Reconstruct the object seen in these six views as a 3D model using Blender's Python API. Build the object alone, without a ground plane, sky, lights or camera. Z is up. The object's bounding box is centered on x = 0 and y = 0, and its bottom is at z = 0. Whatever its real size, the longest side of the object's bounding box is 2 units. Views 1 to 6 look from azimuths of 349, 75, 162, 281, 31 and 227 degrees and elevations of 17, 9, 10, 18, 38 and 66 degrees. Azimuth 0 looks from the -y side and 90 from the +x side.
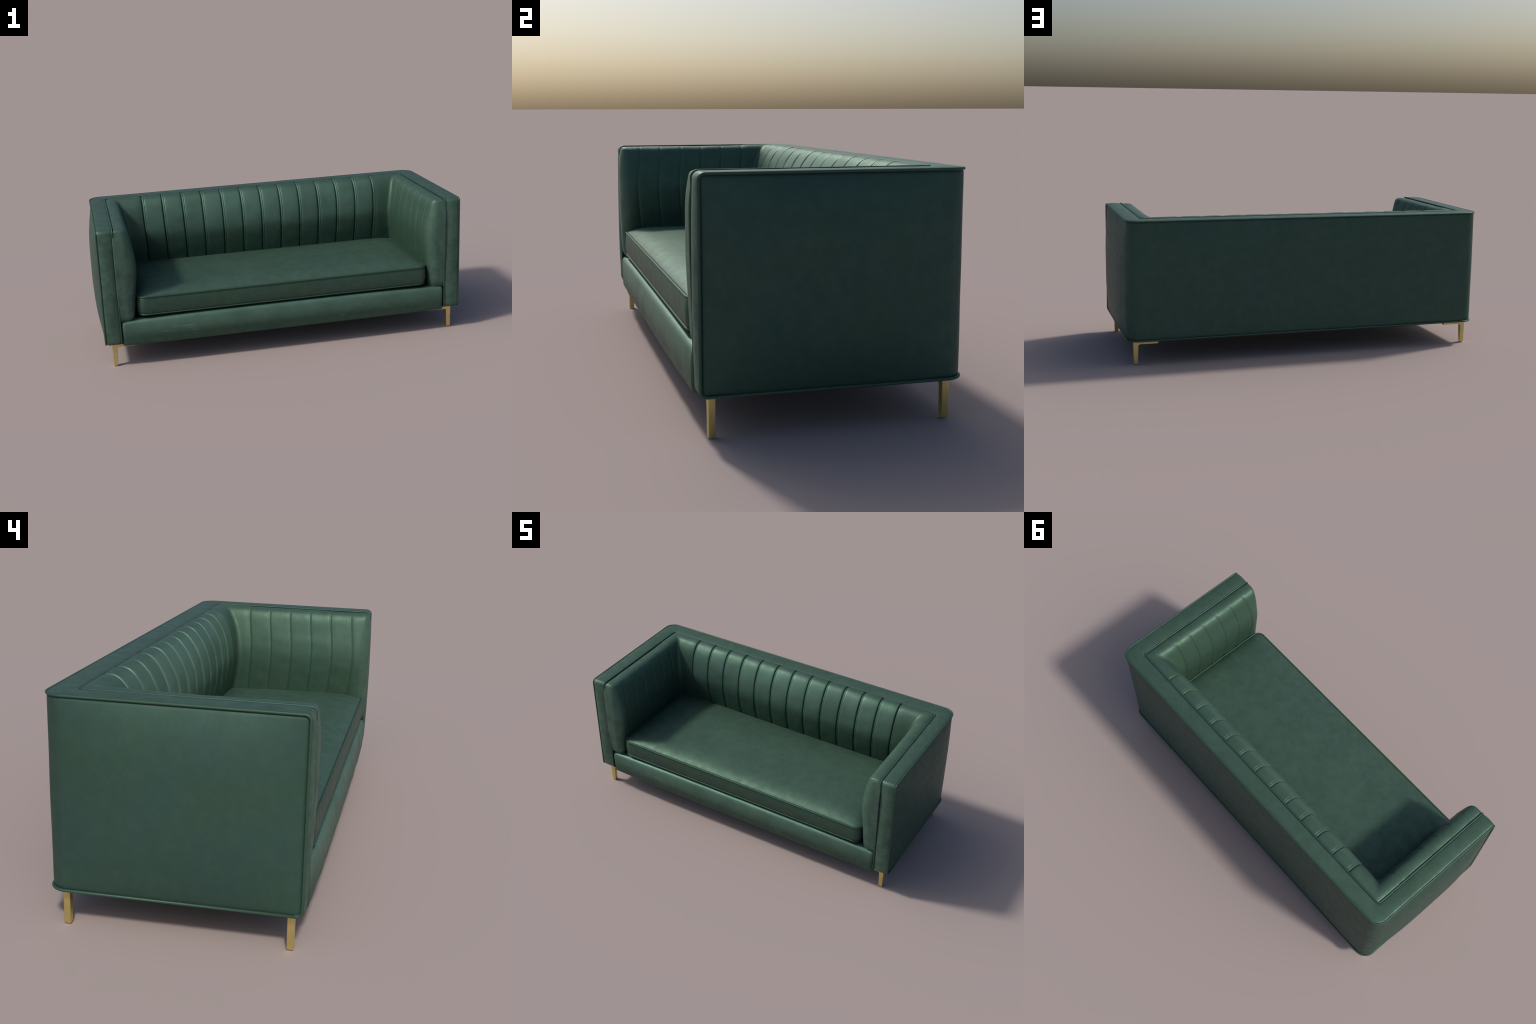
"""Channel-tufted green leather tuxedo sofa on brass angle legs."""
import bpy, math
from mathutils import Vector, noise

for o in list(bpy.data.objects):
    bpy.data.objects.remove(o, do_unlink=True)
COL = bpy.context.scene.collection

# ------------------------------------------------------------------ dimensions
X_OUT, X_IN = 0.968, 0.885          # arm frame: outer edge, inner seam
Y_FRONT, Y_BACK, Y_SEAM = -0.386, 0.400, 0.314
Z_BOT, Z_TOP = 0.1275, 0.740
R_TOE = 0.018                       # rounded lower front corner of the arms
R_REAR, R_SEAM = 0.058, 0.016       # plan radii of the rear corners
BACK_PITCH, ARM_PITCH = 0.1133, 0.0921
ARM_GROOVES = [0.1515 - i * ARM_PITCH for i in range(6)]
BACK_GROOVES = [BACK_PITCH * i for i in range(-6, 7)]


# ------------------------------------------------------------------ materials
def leather(name, base, light, rough=0.52, scratch=0.0, mottle=1.0, pale_band=None, lit_tint=()):
    m = bpy.data.materials.new(name)
    m.use_nodes = True
    nt = m.node_tree
    N, L = nt.nodes, nt.links
    bsdf = N['Principled BSDF']
    tc = N.new('ShaderNodeTexCoord')

    def noise_tex(scale, detail, rgh, dist=0.0):
        n = N.new('ShaderNodeTexNoise')
        n.inputs['Scale'].default_value = scale
        n.inputs['Detail'].default_value = detail
        n.inputs['Roughness'].default_value = rgh
        n.inputs['Distortion'].default_value = dist
        L.new(tc.outputs['Object'], n.inputs['Vector'])
        return n

    def rng(src, a, b, c, d):
        r = N.new('ShaderNodeMapRange')
        r.inputs['From Min'].default_value = a
        r.inputs['From Max'].default_value = b
        r.inputs['To Min'].default_value = c
        r.inputs['To Max'].default_value = d
        L.new(src, r.inputs['Value'])
        return r.outputs['Result']

    def mix(fac, a, b):
        x = N.new('ShaderNodeMix')
        x.data_type = 'RGBA'
        if isinstance(fac, float):
            x.inputs['Factor'].default_value = fac
        else:
            L.new(fac, x.inputs['Factor'])
        for s, v in (('A', a), ('B', b)):
            sock = [i for i in x.inputs if i.name == s and i.type == 'RGBA'][0]
            if isinstance(v, tuple):
                sock.default_value = (*v, 1)
            else:
                L.new(v, sock)
        return [o for o in x.outputs if o.type == 'RGBA'][0]

    broad = noise_tex(4.2, 5, 0.55, 0.3)
    cloud = noise_tex(24, 8, 0.66, 0.35)
    grain = noise_tex(230, 3, 0.6)
    worn = noise_tex(7.0, 6, 0.58, 0.3)
    warm = tuple(c * k for c, k in zip(base, (1.06, 1.02, 0.90)))
    c = mix(rng(broad.outputs['Fac'], 0.38, 0.64, 0, 1), base, warm)
    c = mix(rng(cloud.outputs['Fac'], 0.42, 0.72, 0, 0.55 * mottle), c, light)
    c = mix(rng(grain.outputs['Fac'], 0.55, 0.80, 0, 0.10), c, tuple(b * 0.6 for b in base))
    if pale_band:
        # base colour made paler along a horizontal band (z0..z1), broken up by noise
        z0, z1, amount = pale_band
        geo = N.new('ShaderNodeNewGeometry')
        sep = N.new('ShaderNodeSeparateXYZ')
        L.new(geo.outputs['Position'], sep.inputs[0])
        band = N.new('ShaderNodeMath')
        band.operation = 'MULTIPLY'
        L.new(rng(sep.outputs['Z'], z0, z0 + 0.09, 0, 1), band.inputs[0])
        L.new(rng(sep.outputs['Z'], z1 - 0.025, z1, 1, 0), band.inputs[1])
        b2 = N.new('ShaderNodeMath')
        b2.operation = 'MULTIPLY'
        L.new(band.outputs[0], b2.inputs[0])
        L.new(rng(worn.outputs['Fac'], 0.34, 0.68, 0.55 * amount, amount), b2.inputs[1])
        c = mix(b2.outputs[0], c, tuple(v * 1.5 for v in light))
    for axis, sign, amount, col in lit_tint:
        # faces turned up or forward painted lighter for sunlight, from faded, in patches
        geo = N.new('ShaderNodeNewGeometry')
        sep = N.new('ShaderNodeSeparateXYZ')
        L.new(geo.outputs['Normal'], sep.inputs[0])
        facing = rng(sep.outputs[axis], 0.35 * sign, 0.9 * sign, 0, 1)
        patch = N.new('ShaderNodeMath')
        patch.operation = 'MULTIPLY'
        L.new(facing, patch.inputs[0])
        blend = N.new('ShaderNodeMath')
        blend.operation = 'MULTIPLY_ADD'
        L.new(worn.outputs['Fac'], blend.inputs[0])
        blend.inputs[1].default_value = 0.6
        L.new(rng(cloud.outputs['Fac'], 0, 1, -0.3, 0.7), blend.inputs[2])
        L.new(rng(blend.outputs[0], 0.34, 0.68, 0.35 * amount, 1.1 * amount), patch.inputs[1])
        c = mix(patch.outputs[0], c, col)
    if scratch:
        # fine crossing rub lines inside a few worn patches
        for k, ang in enumerate((0.5, 1.25, -0.35)):
            mp = N.new('ShaderNodeMapping')
            mp.inputs['Rotation'].default_value = (0.2, ang, 0.1)
            mp.inputs['Scale'].default_value = (3.2, 3, 42)
            mp.inputs['Location'].default_value = (k * 3.1, 0, k * 1.7)
            L.new(tc.outputs['Object'], mp.inputs['Vector'])
            w = N.new('ShaderNodeTexNoise')
            w.inputs['Scale'].default_value = 1.0
            w.inputs['Detail'].default_value = 1.0
            L.new(mp.outputs['Vector'], w.inputs['Vector'])
            line = rng(w.outputs['Fac'], 0.715, 0.735, 0, 1)
            mul = N.new('ShaderNodeMath')
            mul.operation = 'MULTIPLY'
            L.new(line, mul.inputs[0])
            L.new(rng(worn.outputs['Fac'], 0.5, 0.62, 0, scratch), mul.inputs[1])
            c = mix(mul.outputs[0], c, tuple(min(1, v * 2.0) for v in light))
    L.new(c, bsdf.inputs['Base Color'])
    L.new(rng(cloud.outputs['Fac'], 0.35, 0.7, rough + 0.05, rough - 0.05), bsdf.inputs['Roughness'])
    bsdf.inputs['Specular IOR Level'].default_value = 0.30
    bsdf.inputs['Metallic'].default_value = 0.45   # waxed finish: highlights carry the green
    add = N.new('ShaderNodeMath')
    add.operation = 'ADD'
    L.new(rng(cloud.outputs['Fac'], 0, 1, 0, 0.45), add.inputs[0])
    L.new(rng(grain.outputs['Fac'], 0, 1, 0, 0.12), add.inputs[1])
    bump = N.new('ShaderNodeBump')
    bump.inputs['Strength'].default_value = 0.22
    bump.inputs['Distance'].default_value = 0.006
    L.new(add.outputs[0], bump.inputs['Height'])
    L.new(bump.outputs['Normal'], bsdf.inputs['Normal'])
    return m


GREEN, PALE = (0.044, 0.092, 0.068), (0.066, 0.125, 0.094)
M_LEATHER = leather('green_leather', GREEN, PALE)
TOP_LIT_TINT, FRONT_LIT_TINT = (0.074, 0.138, 0.101), (0.090, 0.170, 0.128)  # greens raised to the brightness of the sunlit seat, rim and arm fronts
M_PANEL = leather('panel_green_leather', (0.037, 0.084, 0.069), (0.055, 0.108, 0.087), mottle=0.85)  # base green darkened and cooled to match the shaded side and back
M_BAND = leather('band_green_leather', GREEN, PALE, lit_tint=(('Z', 1, 0.55, TOP_LIT_TINT), ('Y', -1, 0.9, FRONT_LIT_TINT)))
M_SEAT = leather('seat_green_leather', GREEN, PALE, lit_tint=(('Z', 1, 0.75, TOP_LIT_TINT),))
M_FRONT = leather('arm_front_green_leather', GREEN, PALE, pale_band=(0.50, 0.752, 0.3), lit_tint=(('Y', -1, 0.95, FRONT_LIT_TINT), ('Z', 1, 0.7, TOP_LIT_TINT)))
M_CHANNEL = leather('tufted_green_leather', GREEN, PALE, pale_band=(0.50, 0.752, 0.95))
M_ARM = leather('arm_tufted_green_leather', GREEN, PALE, pale_band=(0.50, 0.752, 0.22), lit_tint=(('Z', 1, 0.7, TOP_LIT_TINT),))
M_RAIL = leather('rail_green_leather', GREEN, (0.076, 0.142, 0.108), scratch=0.45, mottle=0.6, pale_band=(0.155, 0.29, 1.0))
M_PIPING = leather('piping_leather', (0.042, 0.090, 0.070), (0.06, 0.116, 0.092), mottle=0.5)


def simple(name, col, rough, metal=0.0):
    m = bpy.data.materials.new(name)
    m.use_nodes = True
    N, L = m.node_tree.nodes, m.node_tree.links
    b = N['Principled BSDF']
    tc = N.new('ShaderNodeTexCoord')
    n = N.new('ShaderNodeTexNoise')
    n.inputs['Scale'].default_value = 35
    n.inputs['Detail'].default_value = 4
    L.new(tc.outputs['Object'], n.inputs['Vector'])
    r = N.new('ShaderNodeValToRGB')
    r.color_ramp.elements[0].position, r.color_ramp.elements[1].position = 0.3, 0.7
    r.color_ramp.elements[0].color = (*[c * 0.93 for c in col], 1)
    r.color_ramp.elements[1].color = (*[c * 1.05 for c in col], 1)
    L.new(n.outputs['Fac'], r.inputs['Fac'])
    L.new(r.outputs['Color'], b.inputs['Base Color'])
    b.inputs['Roughness'].default_value = rough
    b.inputs['Metallic'].default_value = metal
    return m


M_BRASS = simple('brushed_brass', (0.71, 0.585, 0.235), 0.42, 0.9)
M_LINING = simple('black_lining', (0.012, 0.013, 0.012), 0.9)


# ------------------------------------------------------------------ helpers
def smooth(t):
    t = min(1.0, max(0.0, t))
    return t * t * (3 - 2 * t)


def lerp(a, b, t):
    return a + (b - a) * t


def spline(pts, n):
    """Even-arc-length Catmull-Rom through 2D control points."""
    dense = []
    P = [pts[0]] + list(pts) + [pts[-1]]
    for i in range(1, len(P) - 2):
        p0, p1, p2, p3 = P[i - 1:i + 3]
        for k in range(24):
            t = k / 24
            dense.append(tuple(0.5 * (2 * b + (c - a) * t + (2 * a - 5 * b + 4 * c - d) * t * t
                                      + (3 * b - a - 3 * c + d) * t ** 3)
                               for a, b, c, d in zip(p0, p1, p2, p3)))
    dense.append(tuple(pts[-1]))
    return resample(dense, n)


def resample(pts, n):
    acc = [0.0]
    for a, b in zip(pts, pts[1:]):
        acc.append(acc[-1] + math.dist(a, b))
    out, j = [], 0
    for i in range(n):
        s = acc[-1] * i / (n - 1)
        while j < len(acc) - 2 and acc[j + 1] < s:
            j += 1
        seg = acc[j + 1] - acc[j]
        t = (s - acc[j]) / seg if seg > 1e-12 else 0
        out.append(tuple(lerp(a, b, t) for a, b in zip(pts[j], pts[j + 1])))
    return out


def rounded(pts, radii, n=8):
    """Polyline with circular fillets at its inner corners (any dimension)."""
    out = [Vector(pts[0])]
    for i in range(1, len(pts) - 1):
        a, b, c = Vector(pts[i - 1]), Vector(pts[i]), Vector(pts[i + 1])
        u, v = (a - b).normalized(), (c - b).normalized()
        half = math.acos(max(-1, min(1, u.dot(v)))) / 2
        r = radii[i - 1]
        if r < 1e-6:
            out.append(b)
            continue
        d = r / math.tan(half)
        bis = (u + v).normalized()
        cen = b + bis * (r / math.sin(half))
        s, e = b + u * d - cen, b + v * d - cen
        th = math.pi - 2 * half
        for k in range(n + 1):
            t = k / n
            out.append(cen + (s * math.sin((1 - t) * th) + e * math.sin(t * th)) / math.sin(th))
    out.append(Vector(pts[-1]))
    return out


def new_mesh(name, verts, faces, mat, parent, angle=None):
    me = bpy.data.meshes.new(name)
    me.from_pydata([tuple(v) for v in verts], [], faces)
    me.validate()
    me.update()
    me.materials.append(mat)
    ob = bpy.data.objects.new(name, me)
    COL.objects.link(ob)
    ob.parent = parent
    import bmesh
    bm = bmesh.new()
    bm.from_mesh(me)
    bmesh.ops.recalc_face_normals(bm, faces=bm.faces)
    bm.to_mesh(me)
    bm.free()
    if angle is None:
        me.shade_smooth()
    else:
        me.shade_smooth()
        me.set_sharp_from_angle(angle=math.radians(angle))
    return ob


def grid_faces(rows, cols, wrap_c=False):
    f = []
    for r in range(rows - 1):
        for c in range(cols if wrap_c else cols - 1):
            d = (c + 1) % cols
            f.append((r * cols + c, r * cols + d, (r + 1) * cols + d, (r + 1) * cols + c))
    return f


def grid(name, rows, mat, parent, wrap=False, caps=False, angle=None):
    nc = len(rows[0])
    verts = [p for r in rows for p in r]
    f = grid_faces(len(rows), nc, wrap)
    if caps:
        f.append(tuple(range(nc)))
        f.append(tuple((len(rows) - 1) * nc + i for i in range(nc)))
    return new_mesh(name, verts, f, mat, parent, angle)


def tube(name, pts, r, mat, parent, closed=False, sides=10):
    pts = [Vector(p) for p in pts]
    clean = [pts[0]]
    for p in pts[1:]:
        if (p - clean[-1]).length > 1e-5:
            clean.append(p)
    pts = clean
    n = len(pts)
    rows, up = [], Vector((0.1, 0.2, 1)).normalized()
    for i, p in enumerate(pts):
        a = pts[i - 1] if (i > 0 or closed) else pts[i]
        b = pts[(i + 1) % n] if (i < n - 1 or closed) else pts[i]
        t = (b - a).normalized()
        up = (up - t * up.dot(t))
        if up.length < 1e-4:
            up = t.orthogonal()
        up.normalize()
        s = t.cross(up)
        rows.append([p + (up * math.cos(q) + s * math.sin(q)) * r
                     for q in (2 * math.pi * k / sides for k in range(sides))])
    if closed:
        rows.append(rows[0])
    return grid(name, rows, mat, parent, wrap=True, caps=not closed)


def empty(name, parent=None):
    e = bpy.data.objects.new(name, None)
    COL.objects.link(e)
    e.parent = parent
    return e


def wobble(p, amp, scale, seed=0.0):
    return amp * noise.noise(Vector((p[0] * scale + seed, p[1] * scale - seed, p[2] * scale)))


sofa = empty('sofa')
sofa['label'] = 'long green leather sofa, channel-tufted back and arms, brass legs'
sofa['category'] = 'sofa'
frame = empty('frame', sofa)


# ------------------------------------------------------------------ outer panel
def outer_panel():
    """One leather sheet wrapped round both sides and the back, sides pillowed."""
    xo, yo = X_OUT - 0.001, Y_BACK
    plan = rounded([(-xo, Y_FRONT + 0.006), (-xo, yo), (xo, yo), (xo, Y_FRONT + 0.006)], (R_REAR, R_REAR), 12)
    dense = []
    for a, b in zip(plan, plan[1:]):
        k = max(1, int((b - a).length / 0.02))
        dense += [a + (b - a) * (i / k) for i in range(k)]
    dense.append(plan[-1])
    # extra columns close to the two front edges so the tucked border is crisp
    dense = [dense[0], dense[0] + Vector((0, .004)), dense[0] + Vector((0, .009))] + dense[1:-1] \
        + [dense[-1] + Vector((0, .009)), dense[-1] + Vector((0, .004)), dense[-1]]
    zs = [Z_BOT, Z_BOT + .003, Z_BOT + .0065, Z_BOT + .011] + [lerp(Z_BOT + .02, Z_TOP - .02, i / 26) for i in range(27)] \
        + [Z_TOP - .012, Z_TOP - .008, Z_TOP - .004]
    rows = []
    for z in zs:
        row = []
        for i, p in enumerate(dense):
            a, b = dense[max(0, i - 1)], dense[min(len(dense) - 1, i + 1)]
            t = (b - a).normalized()
            nrm = Vector((-t.y, t.x))
            side = abs(nrm.x) ** 4
            f = max(0.0, 1 - abs((p.y + .01) / 0.375) ** 3.2)
            g = max(0.0, 1 - abs((z - 0.425) / 0.305) ** 3.2)
            d = 0.0325 * side * f * g
            d += 0.004 * (1 - side) * max(0, 1 - (p.x / 0.9) ** 2) * g
            edge = min(z - Z_BOT, Z_TOP - z)
            if side > 0.5:
                edge = min(edge, p.y - Y_FRONT)
            d -= (0.0035 if z - Z_BOT < 0.015 and edge == z - Z_BOT else 0.007) * (1 - smooth(edge / 0.014))
            d += wobble((p.x, p.y, z), 0.0012, 7)
            h = max(0.0, R_TOE - (z - Z_BOT))
            toe = (R_TOE - math.sqrt(max(0.0, R_TOE ** 2 - h * h))) * (1 - smooth((p.y - Y_FRONT - 0.006) / 0.03))
            row.append((p.x + nrm.x * d, p.y + nrm.y * d + toe * side, z))
        rows.append(row)
    return grid('outer_panel', rows, M_PANEL, frame)


outer_panel()


# ------------------------------------------------------------------ border band (top and arm fronts)
def frame_path(x, y_rear, r_rear, n_corner=10, z=Z_TOP, yf=Y_FRONT, r_front=0.018, z0=Z_BOT):
    """From the left front foot, over the arm, round the back, to the right front foot."""
    return rounded([(-x, yf + .024, z0), (-x, yf, z0), (-x, yf, z), (-x, y_rear, z), (x, y_rear, z), (x, yf, z),
                    (x, yf, z0), (x, yf + .024, z0)],
                   (R_TOE, r_front, r_rear, r_rear, r_front, R_TOE), n_corner)


def stations(path, counts):
    """Split a frame path (7 straights, 6 fillets of n+1 points) evenly."""
    n = (len(path) - 2) // 6
    out = []
    idx = 0
    for k in range(7):
        a, b = path[idx], path[idx + 1]
        out += [a + (b - a) * (i / counts[k]) for i in range(counts[k])]
        if k < 6:
            out += path[idx + 1: idx + n]
            idx += n
    out.append(path[-1])
    return out


def border_band():
    cnt = (3, 26, 30, 60, 30, 26, 3)
    pin = stations(frame_path(X_IN, Y_SEAM, R_SEAM), cnt)
    pout = stations(frame_path(X_OUT, Y_BACK, R_REAR), cnt)
    rows = []
    nst = len(pin)
    for i in range(nst):
        a, b = pin[i], pout[i]
        m = (a + b) / 2
        nxt = (pin[min(nst - 1, i + 1)] + pout[min(nst - 1, i + 1)]) / 2
        prv = (pin[max(0, i - 1)] + pout[max(0, i - 1)]) / 2
        t = (nxt - prv).normalized()
        nrm = t.cross(b - a).normalized()        # outward: front, up, or down under the toe
        front = max(0.0, -nrm.y)
        zt = (m.z - Z_BOT) / (Z_TOP - Z_BOT)
        pillow = max(0.0, 1 - abs(2 * zt - 1) ** 3) if front > 0.5 else 0
        crown = 0.0030 + front * 0.001 + 0.0070 * pillow
        row = []
        K = 14
        for k in range(K + 1):
            u = -1 + 2 * k / K
            u = math.copysign(1 - (1 - abs(u)) ** 1.5, u)
            w = (u + 1) / 2
            p = a + (b - a) * w
            h = crown * (1 - abs(u) ** 2.1) - 0.005 * abs(u) ** 14
            h += wobble(p, 0.0009, 9, 3)
            row.append(p + nrm * h)
        row.append(b + (a - b) * 0.12 - nrm * 0.014)
        row.append(a + (b - a) * 0.12 - nrm * 0.014)
        rows.append(row)
    return grid('border_band', rows, M_BAND, frame, wrap=True, caps=True, angle=50)


border_band()

# piping: outer edge, inner edge, bottom edge
piping = empty('piping', frame)
c5 = (3, 30, 30, 60, 30, 30, 3)
tube('outer_piping', stations(frame_path(X_OUT, Y_BACK - .001, R_REAR, z=Z_TOP - .003, yf=Y_FRONT + .001), c5),
     0.0046, M_PIPING, piping)
tube('inner_piping', stations(frame_path(X_IN + .001, Y_SEAM, R_SEAM, z=Z_TOP + .0005, yf=Y_FRONT - .002), c5),
     0.0042, M_PIPING, piping)
XB, YB = X_OUT, Y_BACK + 0.0005
bp = rounded([(-XB, Y_FRONT + .0185, Z_BOT), (-XB, YB, Z_BOT), (XB, YB, Z_BOT),
              (XB, Y_FRONT + .0185, Z_BOT)], (R_REAR, R_REAR), 12)
tube('bottom_piping', bp, 0.0049, M_PIPING, piping)


# ------------------------------------------------------------------ inner padding
BACK_PROFILE = [(-.006, .722), (.001, .7385), (.018, .7425), (.038, .7405), (.058, .729), (.080, .702), (.097, .664),
                (.108, .620), (.1145, .575), (.117, .53), (.109, .455), (.094, .385), (.082, .31), (.078, .255)]
ARM_PROFILE = [(-.005, .7290), (.001, .7355), (.010, .7385), (.028, .7400), (.044, .7388), (.056, .7350), (.066, .7265),
               (.0755, .7075), (.0835, .680), (.092, .645), (.101, .600), (.107, .545), (.105, .480), (.096, .41),
               (.086, .32), (.076, .243)]
NV = 52
PB, PA = spline(BACK_PROFILE, NV), spline(ARM_PROFILE, NV)
back_pad = empty('backrest', sofa)
arm_pad_left = empty('armrest', sofa)
arm_pad_right = empty('armrest', sofa)


def back_pt(x, v, d=0.0):
    o, z = PB[v]
    o0, z0 = PB[max(0, v - 1)]
    o1, z1 = PB[min(NV - 1, v + 1)]
    L = math.hypot(o1 - o0, z1 - z0)
    no, nz = -(z1 - z0) / L, (o1 - o0) / L
    full = 1 + 0.08 * max(0, 1 - (x / 0.72) ** 2) * smooth((0.72 - z) / 0.1)   # fuller in the middle
    lean = 1 - 0.018 * smooth((0.70 - z) / 0.35)
    return Vector((x * lean, Y_SEAM - (o * full + no * d), z + nz * d))


def arm_pt(y, v, d, sgn):
    o, z = PA[v]
    o0, z0 = PA[max(0, v - 1)]
    o1, z1 = PA[min(NV - 1, v + 1)]
    L = math.hypot(o1 - o0, z1 - z0)
    no, nz = -(z1 - z0) / L, (o1 - o0) / L
    bow = 0.015 * smooth((0.735 - z) / 0.17) * smooth((z - 0.33) / 0.22) * smooth((0.25 - y) / 0.1)
    return Vector((sgn * (X_IN - (o + no * d)), y - bow, z + nz * d))


def channel_relief(s, w, ridge_at_start, depth, swell):
    """Height over a channel: gentle swell, a deep seam on each side and the
    narrow folded lip that stands beside the seam."""
    a, b = s, w - s
    h = swell * (1 - (2 * s / w - 1) ** 4)
    g = 0.0055 if ridge_at_start else 0.009
    h -= depth * ((1 - smooth(a / g)) + (1 - smooth(b / g)))
    if ridge_at_start:
        h -= 0.0013 * math.exp(-((a - 0.0125) / 0.0022) ** 2)
        h += 0.0007 * math.exp(-((a - 0.0075) / 0.003) ** 2)
    return h


def spread(w, edge=0.017, n_edge=11, n_mid=12):
    s = [edge * i / n_edge for i in range(n_edge)]
    s += [lerp(edge, w - edge, i / n_mid) for i in range(n_mid)]
    s += [w - edge * i / n_edge for i in range(n_edge, -1, -1)]
    return s


# back channels between neighbouring seams
for g0, g1 in zip(BACK_GROOVES, BACK_GROOVES[1:]):
    w = g1 - g0
    rows = []
    for v in range(NV):
        row = []
        for s in spread(w):
            x = g0 + s
            roll = 0.75 + 0.25 * smooth((PB[v][0] - 0.045) / 0.04)      # shallower over the top
            h = channel_relief(s, w, True, 0.0090 * roll, 0.0030 * roll)
            h += wobble((x, v * .02, g0), 0.0016, 12, 5)
            row.append(back_pt(x, v, h))
        rows.append(row)
    grid('channel', rows, M_CHANNEL, back_pad)

for sgn, pad in ((-1, arm_pad_left), (1, arm_pad_right)):
    # arm channels
    for g1, g0 in zip(ARM_GROOVES, ARM_GROOVES[1:]):
        w = g1 - g0
        rows = []
        for v in range(NV):
            fade = smooth((PA[v][0] - 0.048) / 0.02)
            rows.append([arm_pt(g0 + s, v, channel_relief(s, w, False, 0.0001 + 0.0021 * fade, 0.0012 * fade)
                                + wobble((sgn, g0 + s, v * .02), .0014, 12, 8), sgn) for s in spread(w)])
        grid('channel', rows, M_ARM, pad)

    # corner channel: from the last back seam round to the first arm seam
    gx, gy = BACK_GROOVES[-1], ARM_GROOVES[0]
    rows = []
    for v in range(NV):
        A = back_pt(sgn * gx, v)
        B = arm_pt(gy, v, 0, sgn)
        C = Vector((B.x, A.y, (A.z + B.z) / 2))
        w1, w2 = abs(C.x - A.x), abs(C.y - B.y)
        r = min(0.008 + 0.13 * max(0, PA[v][0]), 0.022, 0.8 * w1, 0.8 * w2)
        path = rounded([A, C, B], (r,), 12)
        fade = smooth((PA[v][0] - 0.048) / 0.02)
        n = len(path)
        first = [A + (path[1] - A) * k for k in (0, .01, .025, .05, .09, .14, .22, .35, .5, .75)]
        last = [B + (path[-2] - B) * k for k in (.75, .5, .35, .25, .17, .11, .06, .03, .01, 0)]
        pts = first + path[1:-1] + last
        row = []
        for k, p in enumerate(pts):
            da, db = (p - A).length, (p - B).length
            h = 0.0025 * smooth(da / .03) * smooth(db / .03) - 0.0085 * (1 - smooth(da / 0.0055))
            if sgn > 0:
                h += 0.0010 * math.exp(-((da - 0.0075) / 0.003) ** 2) - 0.0012 * math.exp(-((da - 0.0125) / 0.0022) ** 2)
            h -= (0.0001 + 0.0021 * fade) * (1 - smooth(db / 0.009))
            # push along the mean surface normal
            nb = back_pt(sgn * gx, v, 1) - A
            na = arm_pt(gy, v, 1, sgn) - B
            q = da / (da + db + 1e-9)
            nn = nb.lerp(na, smooth(q)).normalized()
            row.append(p + nn * h)
        rows.append(row)
    grid('corner_channel', rows, M_ARM, pad)

    # front channel: last arm seam, round the nose of the arm, to the frame piping
    gy = ARM_GROOVES[-1]
    rows = []
    for v in range(NV):
        o, z = PA[v]
        o *= 1 - 0.05 * smooth((z - .36) / .1) * smooth((.74 - z) / .06)
        A = arm_pt(gy, v, 0, sgn)
        yf = -0.3855 - 0.0140 * max(0.0, 1 - abs((z - 0.62) / (0.42 if z < 0.62 else 0.135)) ** 2.2)
        C = Vector((sgn * (X_IN - max(o, 0.0005)), yf, z))
        E = Vector((sgn * (X_IN + 0.006), yf + 0.002, z))
        w = abs(E.x - C.x)
        r = max(0.0004, min(max(0.010, w - 0.044), 0.060, 0.85 * w))
        path = rounded([A, C, E], (r,), 12)
        first = [A + (path[1] - A) * k for k in (0, .03, .06, .1, .16, .25, .4, .6, .8)]
        last = [path[-2] + (E - path[-2]) * k for k in (.25, .5, .75, .9, 1)]
        last += [E + Vector((sgn * .001, .003, 0)), E + Vector((sgn * .001, .012, 0))]
        row = []
        fade = smooth((PA[v][0] - 0.048) / 0.02)
        for p in first + path[1:-1] + last:
            p = p.copy()
            da = (p - A).length
            h = 0.002 * fade * smooth(da / .02) - (0.0001 + 0.0021 * fade) * (1 - smooth(da / 0.009))
            p.x -= sgn * h
            # roll the top edge over the front, tuck the lower end under
            q = (-0.371 - p.y) / 0.016
            if q > 0:
                q = min(q, 1)
                p.z -= 0.012 * (1 - math.sqrt(1 - q * q)) * smooth((p.z - 0.60) / 0.13)
            low = 1 - smooth((p.z - 0.240) / 0.035)
            p.y += 0.014 * low * smooth((-0.34 - p.y) / 0.03)
            row.append(p)
        rows.append(row)
    grid('front_channel', rows, M_FRONT, pad)


# ------------------------------------------------------------------ seat cushion
SX, SYF, SYB, SZT, SZB = 0.787, -0.384, 0.222, 0.368, 0.273


def seat_plan(inset=0.0, n=9):
    x, yf, yb = SX - inset, SYF + inset, SYB - inset
    pts = rounded([(0, yf), (x, yf), (x, yb), (-x, yb), (-x, yf), (0, yf)],
                  (0.042, 0.03, 0.03, 0.042), n)
    return pts


def ring(inset, nper=0.03):
    """Closed plan outline, same point count for each inset."""
    base = seat_plan(0.0)
    dense = []
    for a, b in zip(base, base[1:]):
        k = max(1, int((b - a).length / nper))
        dense += [a + (b - a) * (i / k) for i in range(k)]
    sx, sy = (SX - inset) / SX, ((SYB - SYF) / 2 - inset) / ((SYB - SYF) / 2)
    cy = (SYB + SYF) / 2
    return [(p.x * sx, cy + (p.y - cy) * sy) for p in dense]


def crown(x, y):
    ex = max(0.0, SX - abs(x))
    ef, eb = max(0.0, y - SYF), max(0.0, SYB - y)
    rise = lambda e, w: 1 - math.exp(-e / w)
    return 0.034 * rise(ex, 0.035) * rise(ef, 0.040) * (0.35 + 0.65 * rise(eb, 0.13))


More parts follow.
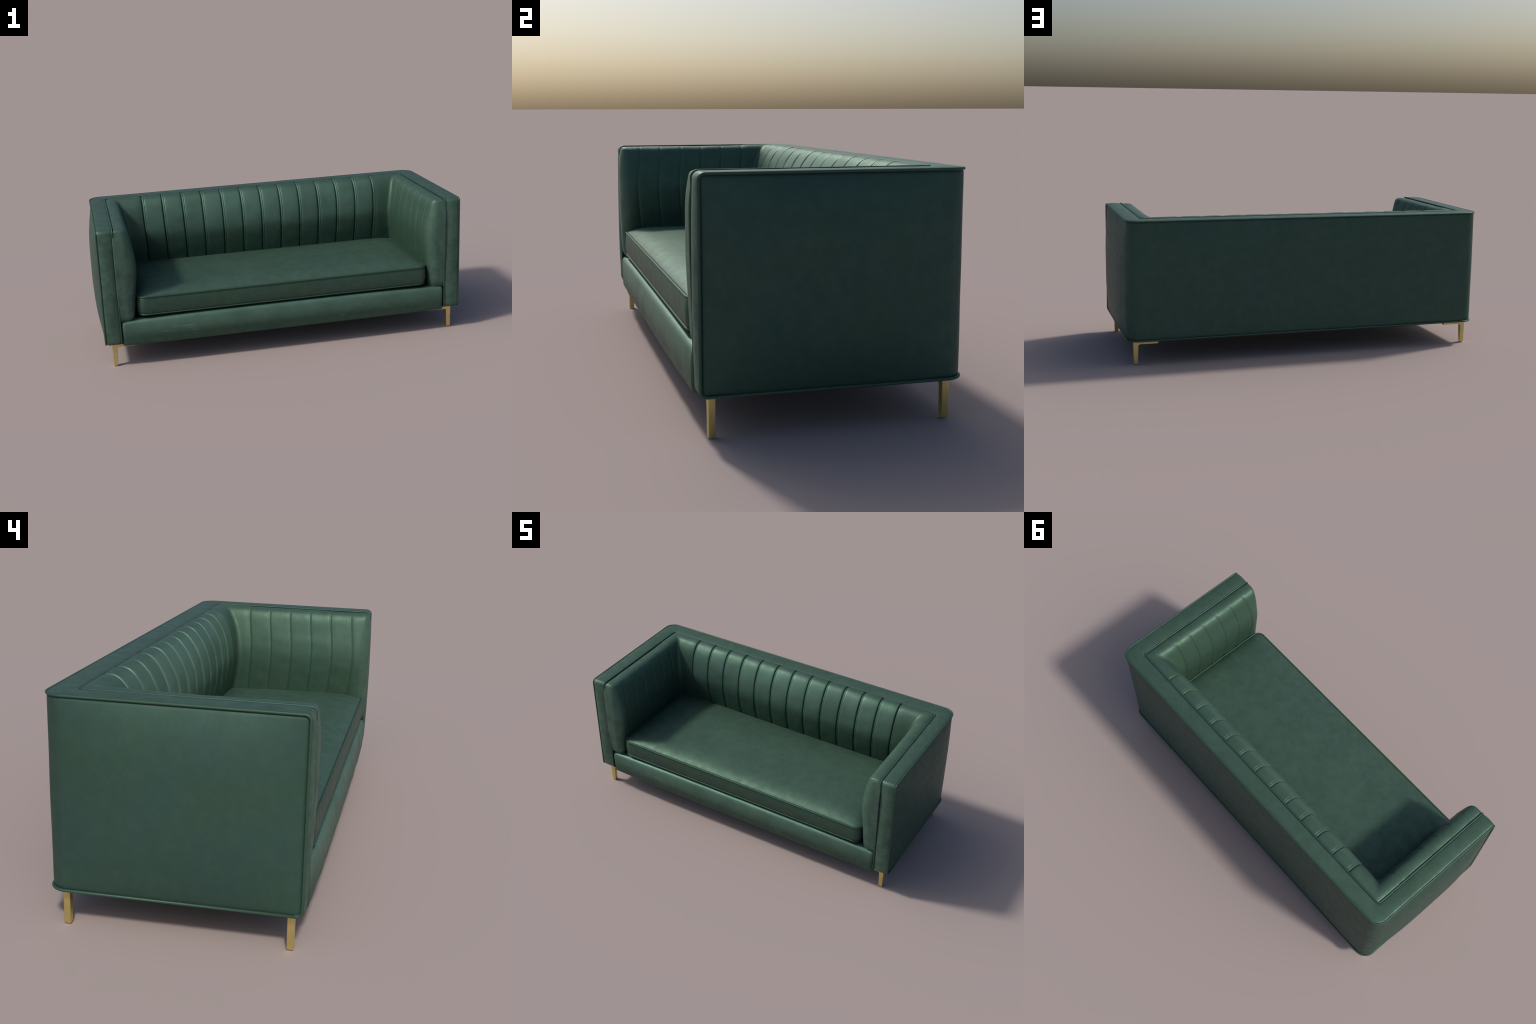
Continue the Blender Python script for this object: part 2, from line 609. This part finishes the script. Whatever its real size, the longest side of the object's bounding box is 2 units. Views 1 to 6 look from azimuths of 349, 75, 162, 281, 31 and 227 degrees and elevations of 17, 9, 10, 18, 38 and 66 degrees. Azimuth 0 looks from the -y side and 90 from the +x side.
def seat():
    cushion = empty('seat_cushion', sofa)
    rows = []
    H = SZT - SZB
    # underside centre -> bottom edge -> sides -> top edge -> top centre
    for ins in (0.30, 0.15, 0.06, 0.025, 0.008):
        rows.append([(x, y, SZB - 0.014 * smooth(ins / 0.06)) for x, y in ring(ins)])
    for k in range(13):
        t = k / 12
        bulge = 0.0045 * math.sin(math.pi * t) - 0.004 * (1 - smooth(min(t, 1 - t) / 0.1))
        rows.append([(x, y, SZB + H * t) for x, y in ring(-bulge + 0.0)])
    for ins in (0.003, 0.006, 0.010, 0.015, 0.022, 0.03, 0.04, 0.052, 0.066, 0.085, 0.11, 0.14, 0.17, 0.20, 0.23, 0.26,
                0.29, 0.3025):
        row = []
        for x, y in ring(ins):
            z = SZT - 0.002 * (1 - smooth(ins / 0.006)) + crown(x, y)
            z += wobble((x, y, 0), 0.0022, 6, 11) * smooth(ins / 0.05)
            row.append((x, y, z))
        rows.append(row)
    nc = len(rows[0])
    verts = [p for r in rows for p in r]
    f = grid_faces(len(rows), nc, True)
    # close the thin remaining slot at the top and the bottom with strips across
    for base in (0, (len(rows) - 1) * nc):
        f.append(tuple(base + i for i in range(nc)))
    new_mesh('cushion_cover', verts, f, M_SEAT, cushion)
    for z in (SZT, SZB):
        tube('cushion_piping', [(x, y, z) for x, y in ring(0.0 if z > .3 else 0.001, 0.02)], 0.0042, M_PIPING, cushion, closed=True)


seat()


# ------------------------------------------------------------------ front rail
def front_rail():
    prof = [(-.290, .232), (-.335, .2375), (-.365, .240), (-.380, .2385), (-.388, .232), (-.3915, .220), (-.3925, .19),
            (-.3915, .15), (-.3905, .128), (-.3880, .1190), (-.378, .1155), (-.30, .116)]
    P = spline(prof, 46)
    rows = []
    XR = 0.8790
    n = 90
    for i in range(n + 1):
        u = -1 + 2 * i / n
        u = math.copysign(1 - (1 - abs(u)) ** 1.25, u)
        x = XR * u
        e = XR - abs(x)
        mid = 1 - abs(u) ** 4
        end = 1 - math.sqrt(max(0.0, 1 - max(0.0, 1 - e / 0.010) ** 2))
        row = []
        for y, z in P:
            front = smooth((-0.36 - y) / 0.03)
            k = smooth((z - 0.115) / 0.09)
            k *= 1 - 0.95 * smooth((z - 0.160) / 0.075)
            yy = y - 0.019 * mid * front * (0.35 + 0.65 * k) + 0.009 * end * front
            zz = z + (0.012 * mid + 0.006) * smooth((z - 0.16) / 0.08) * smooth((-.28 - y) / 0.05)
            yy += wobble((x, 0, z), 0.0022, 9, 2) * front
            row.append((x, yy, zz))
        rows.append(row)
    ob = grid('front_rail', rows, M_RAIL, sofa, wrap=False)
    return ob


front_rail()


# ------------------------------------------------------------------ hidden deck and underside
def box(name, x0, x1, y0, y1, z0, z1, mat, parent, bevel=0.002, seg=2):
    v = [(x, y, z) for x in (x0, x1) for y in (y0, y1) for z in (z0, z1)]
    f = [(0, 1, 3, 2), (4, 6, 7, 5), (0, 4, 5, 1), (2, 3, 7, 6), (0, 2, 6, 4), (1, 5, 7, 3)]
    ob = new_mesh(name, v, f, mat, parent, 40)
    import bmesh
    bm = bmesh.new()
    bm.from_mesh(ob.data)
    bmesh.ops.bevel(bm, geom=bm.edges[:], offset=bevel, segments=seg, affect='EDGES', profile=0.5)
    bm.to_mesh(ob.data)
    bm.free()
    ob.data.shade_smooth()
    ob.data.set_sharp_from_angle(angle=math.radians(40))
    return ob


box('seat_deck', -0.87, 0.87, -0.33, 0.33, 0.15, 0.236, M_LINING, sofa)
under = rounded([(-.955, -.375), (-.955, .388), (.955, .388), (.955, -.375)], (.05, .05), 10)
loop = [(p.x, p.y) for p in under]
new_mesh('underside', [(x, y, .1240) for x, y in loop] + [(x, y, .140) for x, y in loop],
         [tuple(range(len(loop))), tuple(range(len(loop), 2 * len(loop)))]
         + [(i, (i + 1) % len(loop), len(loop) + (i + 1) % len(loop), len(loop) + i) for i in range(len(loop))],
         M_LINING, sofa, 40)


# ------------------------------------------------------------------ brass angle legs
def leg(sx, sy):
    """L bracket: flat post with a thin mounting arm under the frame, filleted inside."""
    outl = [(0.0005, 0.0), (0.0005, 0.127), (-0.127, 0.127), (-0.127, 0.1035), (-0.0245, 0.1035), (-0.0215, 0.0)]
    o = rounded(outl + [outl[0]], (0.0004, 0.0004, 0.0015, 0.010, 0.0025), 6)[:-1]
    # round the outer bottom corner as well
    o = [Vector((-0.002, 0.0)), Vector((-0.0006, 0.0006)), Vector((0.0, 0.002))] + o[1:]
    taper = lambda z: 0.0015 * z / 0.12
    xo = 0.9350
    ya, yb = (0.3375, 0.3587) if sy < 0 else (0.3430, 0.3642)
    verts, faces = [], []
    n = len(o)
    for y, ins in ((ya, 1), (ya + .0015, 0), (yb - .0015, 0), (yb, 1)):
        cx = -0.0105
        for p in o:
            k = 0.0012 * ins
            x = p.x + (math.copysign(k, cx - p.x) if abs(p.x - cx) > 0.004 else 0)
            z = p.y
            if ins and p.y < 0.004:
                z = max(z, 0.0012)
            verts.append((sx * (xo + x + taper(z) * (1 if p.x > -.01 else 0)), sy * y, z))
    for r in range(3):
        for i in range(n):
            j = (i + 1) % n
            faces.append((r * n + i, r * n + j, (r + 1) * n + j, (r + 1) * n + i))
    faces.append(tuple(range(n)))
    faces.append(tuple(3 * n + i for i in range(n)))
    return new_mesh('leg', verts, faces, M_BRASS, sofa, 35)


for sx in (-1, 1):
    for sy in (-1, 1):
        leg(sx, sy)
